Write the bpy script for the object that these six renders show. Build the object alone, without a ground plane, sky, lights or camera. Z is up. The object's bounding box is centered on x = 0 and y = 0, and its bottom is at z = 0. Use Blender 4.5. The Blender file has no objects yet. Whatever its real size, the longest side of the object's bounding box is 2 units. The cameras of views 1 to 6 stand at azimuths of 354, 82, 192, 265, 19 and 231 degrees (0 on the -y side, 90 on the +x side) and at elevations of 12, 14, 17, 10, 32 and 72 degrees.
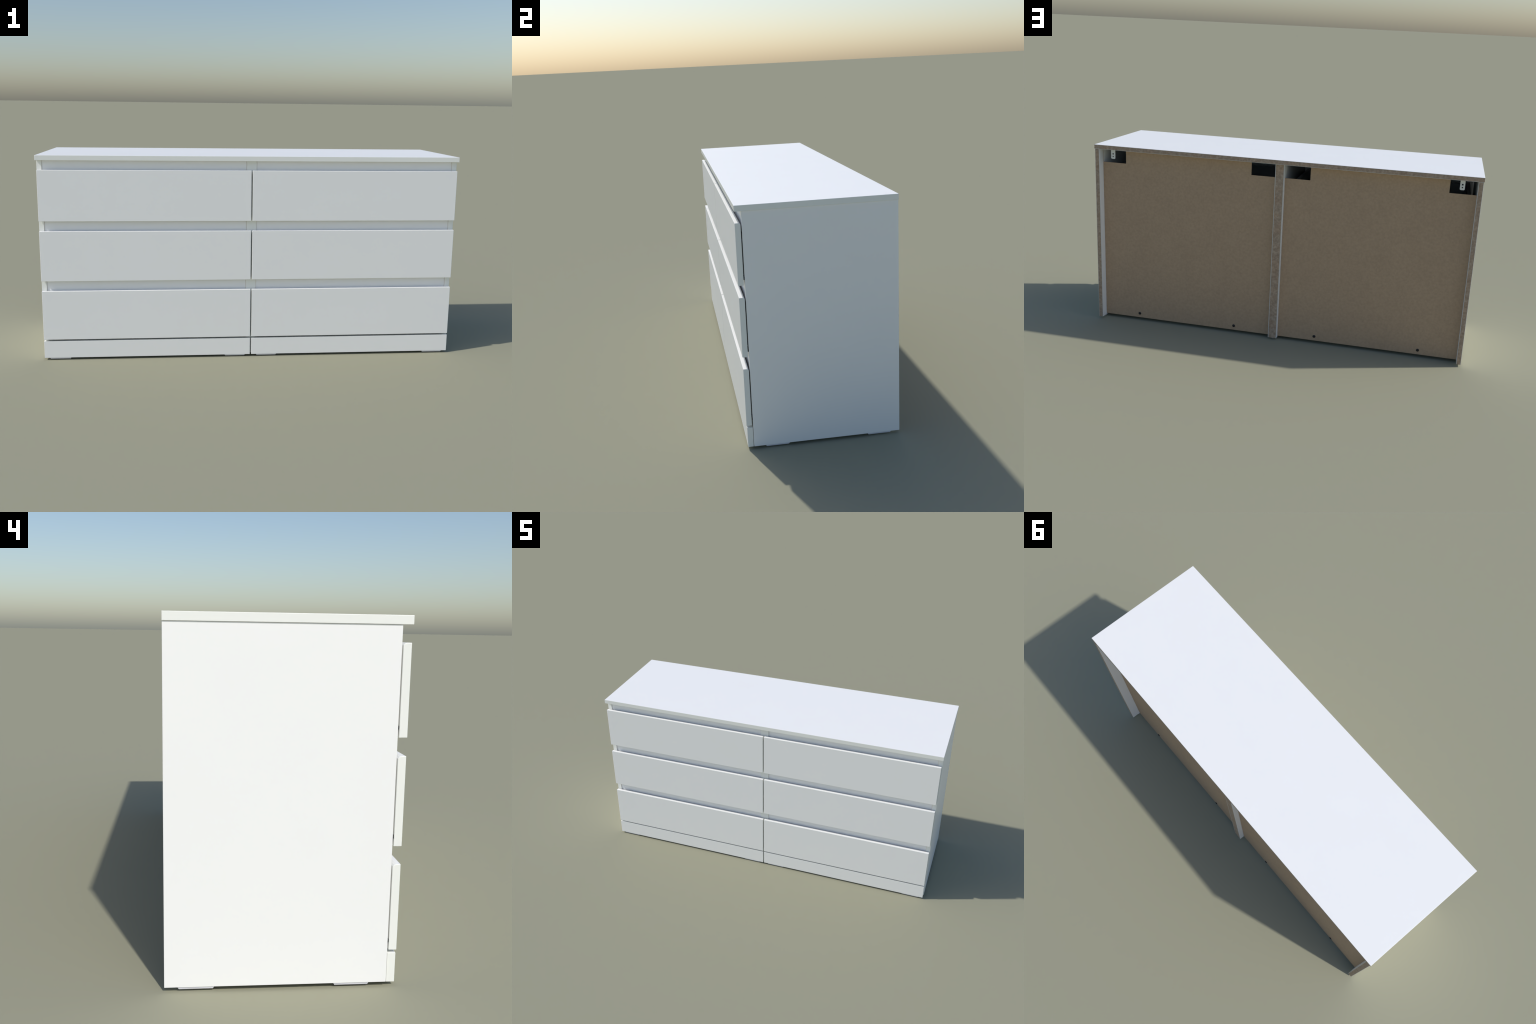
"""White six-drawer chest of drawers: laminated boards, overlay drawer fronts with a
finger gap above each, plinth, slim glides, bare hardboard back set into the carcass."""
import bpy, bmesh, math
from mathutils import Vector, Matrix

# ------------------------------------------------------------------ dimensions (m)
HALF_W   = 1.0        # top board half width
HALF_D   = 0.310      # top board half depth
TOP_Z    = 0.9783
TOP_T    = 0.0226
SIDE_OUT = 0.9967     # outer face of the side boards
SIDE_IN  = 0.9735
SIDE_Z0, SIDE_Z1 = 0.0092, TOP_Z - TOP_T - 0.0004
CARCASS_FRONT = -0.2835
DIV_HALF = 0.0233
DIV_BACK = 0.2885
BACK_Y   = 0.2625     # rear surface of the hardboard back
BACK_T   = 0.0045
NOTCH_Z, NOTCH_W = 0.8809, 0.1305
FRONT_Y, FRONT_T = -0.3092, 0.0216     # drawer fronts
FRONT_OUT, FRONT_IN = 0.9937, 0.0031
FRONT_H  = 0.2386
FRONT_BOTTOMS = (0.6724, 0.3863, 0.0990)
PLINTH_Z0, PLINTH_Z1 = 0.0078, 0.0906
FOOT_H = 0.0100

# ------------------------------------------------------------------ materials
def new_mat(name, rough=0.5, spec=0.5):
    m = bpy.data.materials.new(name)
    m.use_nodes = True
    nt = m.node_tree
    b = nt.nodes["Principled BSDF"]
    b.inputs["Roughness"].default_value = rough
    b.inputs["Specular IOR Level"].default_value = spec
    return m, nt, b

def ramp(nt, fac, stops):
    r = nt.nodes.new("ShaderNodeValToRGB")
    el = r.color_ramp.elements
    while len(el) < len(stops):
        el.new(0.5)
    for e, (p, c) in zip(el, stops):
        e.position = p
        e.color = (*c, 1)
    nt.links.new(fac, r.inputs[0])
    return r.outputs[0]

def noise(nt, scale, detail=4, stretch=(1, 1, 1), rough=0.55):
    tc = nt.nodes.new("ShaderNodeTexCoord")
    mp = nt.nodes.new("ShaderNodeMapping")
    mp.inputs["Scale"].default_value = stretch
    n = nt.nodes.new("ShaderNodeTexNoise")
    n.inputs["Scale"].default_value = scale
    n.inputs["Detail"].default_value = detail
    n.inputs["Roughness"].default_value = rough
    nt.links.new(tc.outputs["Object"], mp.inputs[0])
    nt.links.new(mp.outputs[0], n.inputs["Vector"])
    return n.outputs["Fac"]

def mix(nt, mode, fac, a, b):
    m = nt.nodes.new("ShaderNodeMix")
    m.data_type = 'RGBA'
    m.blend_type = mode
    m.inputs["Factor"].default_value = fac
    nt.links.new(a, m.inputs["A"])
    nt.links.new(b, m.inputs["B"])
    return m.outputs["Result"]

def bump(nt, bsdf, height, strength, dist):
    bp = nt.nodes.new("ShaderNodeBump")
    bp.inputs["Strength"].default_value = strength
    bp.inputs["Distance"].default_value = dist
    nt.links.new(height, bp.inputs["Height"])
    nt.links.new(bp.outputs[0], bsdf.inputs["Normal"])

def white_mat(name, base, spread, rough, spec):
    """Foil / laminate: nearly even white with very faint broad clouding."""
    m, nt, b = new_mat(name, rough, spec)
    lo = tuple(c * (1 - spread) for c in base)
    hi = tuple(min(1, c * (1 + spread)) for c in base)
    col = ramp(nt, noise(nt, 5.0, 3), [(0.35, lo), (0.65, hi)])
    nt.links.new(col, b.inputs["Base Color"])
    return m

WHITE   = white_mat("white_laminate", (0.980, 0.978, 0.960), 0.004, 0.40, 0.50)
BANDING = white_mat("white_edge_banding", (0.940, 0.948, 0.895), 0.008, 0.40, 0.50)
FOIL    = white_mat("drawer_box_foil", (0.62, 0.62, 0.61), 0.01, 0.6, 0.3)
SKIN    = white_mat("cut_laminate_edge", (0.60, 0.59, 0.55), 0.04, 0.6, 0.3)
EXPOSED = white_mat("rail_end_edge", (0.82, 0.74, 0.64), 0.03, 0.6, 0.3)
PLASTIC = white_mat("glide_plastic", (0.74, 0.74, 0.80), 0.01, 0.45, 0.4)

def hardboard():
    m, nt, b = new_mat("hardboard", 0.75, 0.25)
    fine = ramp(nt, noise(nt, 90, 5, rough=0.65),
                [(0.30, (0.437, 0.312, 0.205)), (0.52, (0.486, 0.346, 0.228)), (0.75, (0.529, 0.377, 0.249))])
    broad = ramp(nt, noise(nt, 9, 3), [(0.3, (0.965, 0.96, 0.96)), (0.7, (1.0, 1.0, 1.0))])
    nt.links.new(mix(nt, 'MULTIPLY', 1.0, fine, broad), b.inputs["Base Color"])
    bump(nt, b, noise(nt, 300, 3), 0.15, 0.001)
    return m

def chipboard():
    m, nt, b = new_mat("raw_chipboard", 0.85, 0.2)
    chips = ramp(nt, noise(nt, 75, 4, rough=0.7),
                 [(0.28, (0.287, 0.231, 0.189)), (0.5, (0.399, 0.325, 0.266)), (0.72, (0.518, 0.441, 0.371))])
    tint = ramp(nt, noise(nt, 22, 2), [(0.35, (1.06, 0.93, 0.80)), (0.65, (1.02, 0.96, 0.87))])
    nt.links.new(mix(nt, 'MULTIPLY', 1.0, chips, tint), b.inputs["Base Color"])
    bump(nt, b, noise(nt, 240, 3), 0.35, 0.001)
    return m

def metal(name, base, rough, metallic):
    m, nt, b = new_mat(name, rough, 0.5)
    b.inputs["Metallic"].default_value = metallic
    col = ramp(nt, noise(nt, 60, 2), [(0.3, tuple(c * 0.95 for c in base)), (0.7, base)])
    nt.links.new(col, b.inputs["Base Color"])
    return m

HARDBOARD, CHIP = hardboard(), chipboard()
BRACKET = metal("bracket_white_steel", (0.78, 0.77, 0.70), 0.45, 0.0)
SCREW   = metal("black_screw", (0.008, 0.008, 0.009), 0.5, 0.0)
RUNNER  = metal("dark_runner", (0.012, 0.012, 0.014), 0.6, 0.0)

# ------------------------------------------------------------------ mesh helpers
ROOT = None

def finish(name, bm, mats, parent=None, bevel=0.0, location=(0, 0, 0)):
    if bevel:
        sharp = [e for e in bm.edges if len(e.link_faces) == 2 and e.calc_face_angle(0) > 0.6]
        bmesh.ops.bevel(bm, geom=sharp, offset=bevel, segments=2, profile=0.5, affect='EDGES',
                        clamp_overlap=True, material=-1)
    bmesh.ops.recalc_face_normals(bm, faces=bm.faces)
    me = bpy.data.meshes.new(name)
    bm.to_mesh(me)
    bm.free()
    for m in mats:
        me.materials.append(m)
    ob = bpy.data.objects.new(name, me)
    bpy.context.scene.collection.objects.link(ob)
    ob.parent = parent or ROOT
    ob.location = location
    return ob

def repeat(ob, location, parent=None):
    c = ob.copy()
    bpy.context.scene.collection.objects.link(c)
    c.parent = parent or ob.parent
    c.location = location
    return c

def box_bm(x0, x1, y0, y1, z0, z1, bm=None):
    bm = bm or bmesh.new()
    r = bmesh.ops.create_cube(bm, size=1.0, matrix=Matrix.Translation(((x0 + x1) / 2, (y0 + y1) / 2, (z0 + z1) / 2))
                              @ Matrix.Diagonal((x1 - x0, y1 - y0, z1 - z0, 1)))
    return bm

def prism(profile, x0, x1):
    """Extrude a closed (y, z) profile along x."""
    bm = bmesh.new()
    a = [bm.verts.new((x0, y, z)) for y, z in profile]
    b = [bm.verts.new((x1, y, z)) for y, z in profile]
    n = len(profile)
    bm.faces.new(a)
    bm.faces.new(list(reversed(b)))
    for i in range(n):
        bm.faces.new((a[i], a[(i + 1) % n], b[(i + 1) % n], b[i]))
    return bm

def mark(bm, test, index):
    bmesh.ops.recalc_face_normals(bm, faces=bm.faces)
    for f in bm.faces:
        if test(f.normal):
            f.material_index = index

def board(name, x0, x1, y0, y1, z0, z1, thin_axis, raw=(), bevel=0.0008, parent=None, skin=0.0016, worn_ends=0.0):
    """Laminated chipboard: white faces, banded edges; the edges named in `raw` show bare
    chipboard between two thin white skins."""
    bm = box_bm(x0, x1, y0, y1, z0, z1)
    mark(bm, lambda n: abs(n[thin_axis]) < 0.5, 1)
    if bevel:
        sharp = list(bm.edges)
        bmesh.ops.bevel(bm, geom=sharp, offset=bevel, segments=2, profile=0.5, affect='EDGES', material=-1)
    if raw:
        lo, hi = [(x0, x1), (y0, y1), (z0, z1)][thin_axis]
        axis = Vector([1 if i == thin_axis else 0 for i in range(3)])
        for d in (lo + skin, hi - skin):
            bmesh.ops.bisect_plane(bm, geom=bm.verts[:] + bm.edges[:] + bm.faces[:], plane_co=axis * d, plane_no=axis)
        bmesh.ops.recalc_face_normals(bm, faces=bm.faces)
        for f in bm.faces:
            c = f.calc_center_median()[thin_axis]
            for r in raw:
                if f.normal.dot(Vector(r)) > 0.6:
                    f.material_index = 2 if lo + skin < c < hi - skin else 3
    if worn_ends:            # a hairline of bare edge where the board butts against its neighbours
        for d in (x0 + worn_ends, x1 - worn_ends):
            bmesh.ops.bisect_plane(bm, geom=bm.verts[:] + bm.edges[:] + bm.faces[:], plane_co=(d, 0, 0), plane_no=(1, 0, 0))
        for f in bm.faces:
            if not x0 + worn_ends < f.calc_center_median().x < x1 - worn_ends:
                f.material_index = 4
    return finish(name, bm, [WHITE, BANDING, CHIP, SKIN, EXPOSED], parent)

# ------------------------------------------------------------------ the chest
ROOT = bpy.data.objects.new("chest_of_drawers", None)
ROOT.empty_display_size = 0.2
bpy.context.scene.collection.objects.link(ROOT)
ROOT["label"] = "wide white chest with six flat handleless drawers"
ROOT["category"] = "dresser"

BACK = (0, 1, 0)
board("top_panel", -HALF_W, HALF_W, -HALF_D, HALF_D, TOP_Z - TOP_T, TOP_Z, 2, raw=[BACK])
for s in (-1, 1):
    xs = sorted((s * SIDE_OUT, s * SIDE_IN))
    board("side_panel", xs[0], xs[1], CARCASS_FRONT, HALF_D - 0.0004, SIDE_Z0, SIDE_Z1, 0, raw=[BACK])
board("divider_panel", -DIV_HALF, DIV_HALF, CARCASS_FRONT, DIV_BACK, SIDE_Z0, SIDE_Z1, 0, raw=[BACK], skin=0.003)

# hardboard backs with the two upper corners cut out of each
def back_panel(s):
    xi, xo = DIV_HALF + 0.0005, SIDE_IN - 0.0005
    z0, z1, w = 0.0148, TOP_Z - TOP_T - 0.0001, NOTCH_W
    out = [(xi, z0), (xo, z0), (xo, NOTCH_Z), (xo - w, NOTCH_Z), (xo - w, z1),
           (xi + w, z1), (xi + w, NOTCH_Z), (xi, NOTCH_Z)]
    bm = bmesh.new()
    rear = [bm.verts.new((s * x, BACK_Y, z)) for x, z in out]
    f = bm.faces.new(rear)
    r = bmesh.ops.extrude_face_region(bm, geom=[f])
    for v in r["geom"]:
        if isinstance(v, bmesh.types.BMVert):
            v.co.y -= BACK_T
    bmesh.ops.recalc_face_normals(bm, faces=bm.faces)
    mark(bm, lambda n: n.y < -0.5, 1)
    return finish("back_panel", bm, [HARDBOARD, FOIL])
for s in (-1, 1):
    back_panel(s)

# open end of the slot that holds the back, left showing beside each notch
for s in (-1, 1):
    gx = sorted((s * (SIDE_IN + 0.0004), s * (SIDE_IN - 0.0004)))
    finish("back_slot", box_bm(gx[0], gx[1], BACK_Y - BACK_T + 0.002, BACK_Y, NOTCH_Z + 0.0004, SIDE_Z1 - 0.001), [CHIP])

# front rails seen in the finger gaps, with bare ends
RAILS = ((0.862, SIDE_Z1 - 0.0006), (0.585, 0.688), (0.300, 0.402))
for s in (-1, 1):
    xs = sorted((s * (DIV_HALF + 0.0003), s * (SIDE_IN - 0.0003)))
    for z0, z1 in RAILS:
        board("front_rail", xs[0], xs[1], CARCASS_FRONT + 0.0047, CARCASS_FRONT + 0.0235, z0, z1, 1,
              bevel=0.0004, worn_ends=0.0014)
    board("bottom_rail", xs[0], xs[1], 0.185, BACK_Y - BACK_T - 0.001, 0.030, 0.052, 2)
    # plinth
    px = sorted((s * FRONT_IN, s * FRONT_OUT))
    board("plinth", px[0], px[1], -0.3072, -0.2850, PLINTH_Z0, PLINTH_Z1, 1, bevel=0.0007)

# ------------------------------------------------------------------ drawers
def drawer_front(s):
    """Flat front; the top rear edge is eased into a chamfer for the fingers."""
    t, h = FRONT_T, FRONT_H
    prof = [(0, 0), (t, 0), (t, h - 0.0062), (t - 0.0042, h - 0.0019), (t - 0.0095, h), (0, h)]
    xs = sorted((s * FRONT_IN, s * FRONT_OUT))
    bm = prism(prof, xs[0], xs[1])
    mark(bm, lambda n: abs(n.x) > 0.5, 1)
    return finish("drawer", bm, [WHITE, BANDING], bevel=0.0012)

def plain(name, x0, x1, y0, y1, z0, z1, mat, parent, bevel=0.0008):
    return finish(name, box_bm(x0, x1, y0, y1, z0, z1), [mat], parent, bevel)

for s in (-1, 1):
    proto = None
    for zb in FRONT_BOTTOMS:
        if proto is None:
            d = drawer_front(s)
            proto = d
            d.location = (0, FRONT_Y, zb)
            xi, xo, t, y1 = DIV_HALF + 0.021, SIDE_IN - 0.021, 0.015, 0.472
            y0 = FRONT_T + 0.0002
            parts = []
            for xa, xb in ((xi, xi + t), (xo - t, xo)):
                a, b = sorted((s * xa, s * xb))
                parts.append(plain("drawer_side", a, b, y0, y1, 0.030, 0.170, FOIL, d))
            a, b = sorted((s * (xi + t + 0.0005), s * (xo - t - 0.0005)))
            parts.append(plain("drawer_back", a, b, y1 - t, y1 - 0.0005, 0.030, 0.165, FOIL, d))
            parts.append(plain("drawer_inner_front", a, b, 0.0490, 0.0640, 0.030, 0.165, FOIL, d))
            parts.append(plain("drawer_bottom", a, b, y0, y1 - t - 0.0005, 0.0240, 0.0280, FOIL, d))
            for xa, xb in ((xi - 0.019, xi - 0.001), (xo + 0.001, xo + 0.019)):
                a, b = sorted((s * xa, s * xb))
                parts.append(plain("drawer_runner", a, b, y0 + 0.0003, y1 - 0.01, 0.0205, 0.0300, RUNNER, d))
            a, b = sorted((s * 0.9800, s * 0.9905))       # soft stop against the side board
            parts.append(plain("bumper", a, b, y0, y0 + 0.0037, 0.0205, 0.0300, RUNNER, d, bevel=0.0005))
        else:
            d = repeat(proto, (0, FRONT_Y, zb))
            for p in parts:
                repeat(p, p.location, d)

# ------------------------------------------------------------------ glides under the boards
def foot(lx, ly):
    """Low plastic glide, its lower rim chamfered."""
    bm = bmesh.new()
    def ring(hx, hy, z):
        return [bm.verts.new((sx * hx, sy * hy, z)) for sx, sy in ((-1, -1), (1, -1), (1, 1), (-1, 1))]
    hx, hy = lx / 2, ly / 2
    end, thin = 0.0050, 0.0060               # tapered ends; underside drawn in
    inx, iny = (end, thin) if lx > ly else (thin, end)
    ex, ey = (end * 0.8, 0.0003) if lx > ly else (0.0003, end * 0.8)
    rings = [ring(hx - inx, hy - iny, 0.0), ring(hx - ex, hy - ey, 0.0040), ring(hx, hy, FOOT_H)]
    bm.faces.new(rings[0]); bm.faces.new(rings[-1])
    for a, b in zip(rings, rings[1:]):
        for i in range(4):
            bm.faces.new((a[i], a[(i + 1) % 4], b[(i + 1) % 4], b[i]))
    return finish("foot", bm, [PLASTIC])

LONG_X, LONG_Y = (0.1035, 0.0200), (0.0205, 0.0980)
fx = foot(*LONG_X)
spots = [(s * x, -0.2960) for s in (-1, 1) for x in (0.9185, 0.0775)]
fx.location = (*spots[0], 0)
for p in spots[1:]:
    repeat(fx, (*p, 0))
fy = foot(*LONG_Y)
spots = [(x, y) for x in (-0.9845, 0.0, 0.9845) for y in (-0.1885, 0.2265)]
fy.location = (*spots[0], 0)
for p in spots[1:]:
    repeat(fy, (*p, 0))

# ------------------------------------------------------------------ wall brackets and screws
def cutter(x, z, r, square=False):
    bm = bmesh.new()
    if square:
        box_bm(x - r, x + r, 0.28, 0.32, z - r, z + r, bm)
    else:
        bmesh.ops.create_cone(bm, cap_ends=True, segments=24, radius1=r, radius2=r, depth=0.04,
                              matrix=Matrix.Translation((x, 0.30, z)) @ Matrix.Rotation(math.pi / 2, 4, 'X'))
    me = bpy.data.meshes.new("cut")
    bm.to_mesh(me); bm.free()
    ob = bpy.data.objects.new("cut", me)
    bpy.context.scene.collection.objects.link(ob)
    return ob

def bracket(x):
    """Bent steel tab: one leg under the top board, one hanging with rounded corners."""
    hw, t, yb = 0.0117, 0.0022, 0.2955
    zt = TOP_Z - TOP_T - 0.0006
    zb, r = 0.9072, 0.0055
    outline = [(-hw, zt), (-hw, zb + r)]
    for i in range(7):
        a = math.pi + (math.pi / 2) * i / 6
        outline.append((-hw + r + r * math.cos(a), zb + r + r * math.sin(a)))
    for i in range(7):
        a = 1.5 * math.pi + (math.pi / 2) * i / 6
        outline.append((hw - r + r * math.cos(a), zb + r + r * math.sin(a)))
    outline += [(hw, zb + r), (hw, zt)]
    clean = [p for i, p in enumerate(outline) if i == 0 or math.dist(p, outline[i - 1]) > 1e-6]
    bm = bmesh.new()
    f = bm.faces.new([bm.verts.new((x + a, yb, z)) for a, z in clean])
    r_ = bmesh.ops.extrude_face_region(bm, geom=[f])
    for v in r_["geom"]:
        if isinstance(v, bmesh.types.BMVert):
            v.co.y -= t
    bmesh.ops.recalc_face_normals(bm, faces=bm.faces)
    ob = finish("wall_bracket", bm, [BRACKET])
    cuts = [cutter(x, 0.9338, 0.0037, True), cutter(x, 0.9198, 0.0034)]
    for c in cuts:
        m = ob.modifiers.new("hole", 'BOOLEAN')
        m.object = c
        m.operation = 'DIFFERENCE'
        m.solver = 'EXACT'
    dg = bpy.context.evaluated_depsgraph_get()
    me = bpy.data.meshes.new_from_object(ob.evaluated_get(dg))
    ob.modifiers.clear()
    ob.data = me
    for c in cuts:
        bpy.data.objects.remove(c)
    # the leg running forward under the top
    bm = bmesh.new()
    bm.from_mesh(me)
    box_bm(x - hw, x + hw, yb - 0.062, yb - t + 0.0002, zt - t, zt - 0.0001, bm)
    bm.to_mesh(me); bm.free()
    return ob
for x in (-0.9005, 0.9005):
    bracket(x)

def screw():
    bm = bmesh.new()
    R = Matrix.Rotation(-math.pi / 2, 4, 'X')
    rings = []
    for rad, y in ((0.0078, -0.0005), (0.0078, 0.0012), (0.0064, 0.0030), (0.0035, 0.0043)):
        rings.append([bm.verts.new((rad * math.cos(a), y, rad * math.sin(a)))
                      for a in [2 * math.pi * i / 20 for i in range(20)]])
    bm.faces.new(rings[0])
    for a, b in zip(rings, rings[1:]):
        for i in range(20):
            bm.faces.new((a[i], a[(i + 1) % 20], b[(i + 1) % 20], b[i]))
    bm.faces.new(rings[-1])
    return finish("screw", bm, [SCREW])
sc = screw()
xs = (-0.7735, -0.2245, 0.2235, 0.7720)
sc.location = (xs[0], BACK_Y, 0.0384)
for x in xs[1:]:
    repeat(sc, (x, BACK_Y, 0.0384))
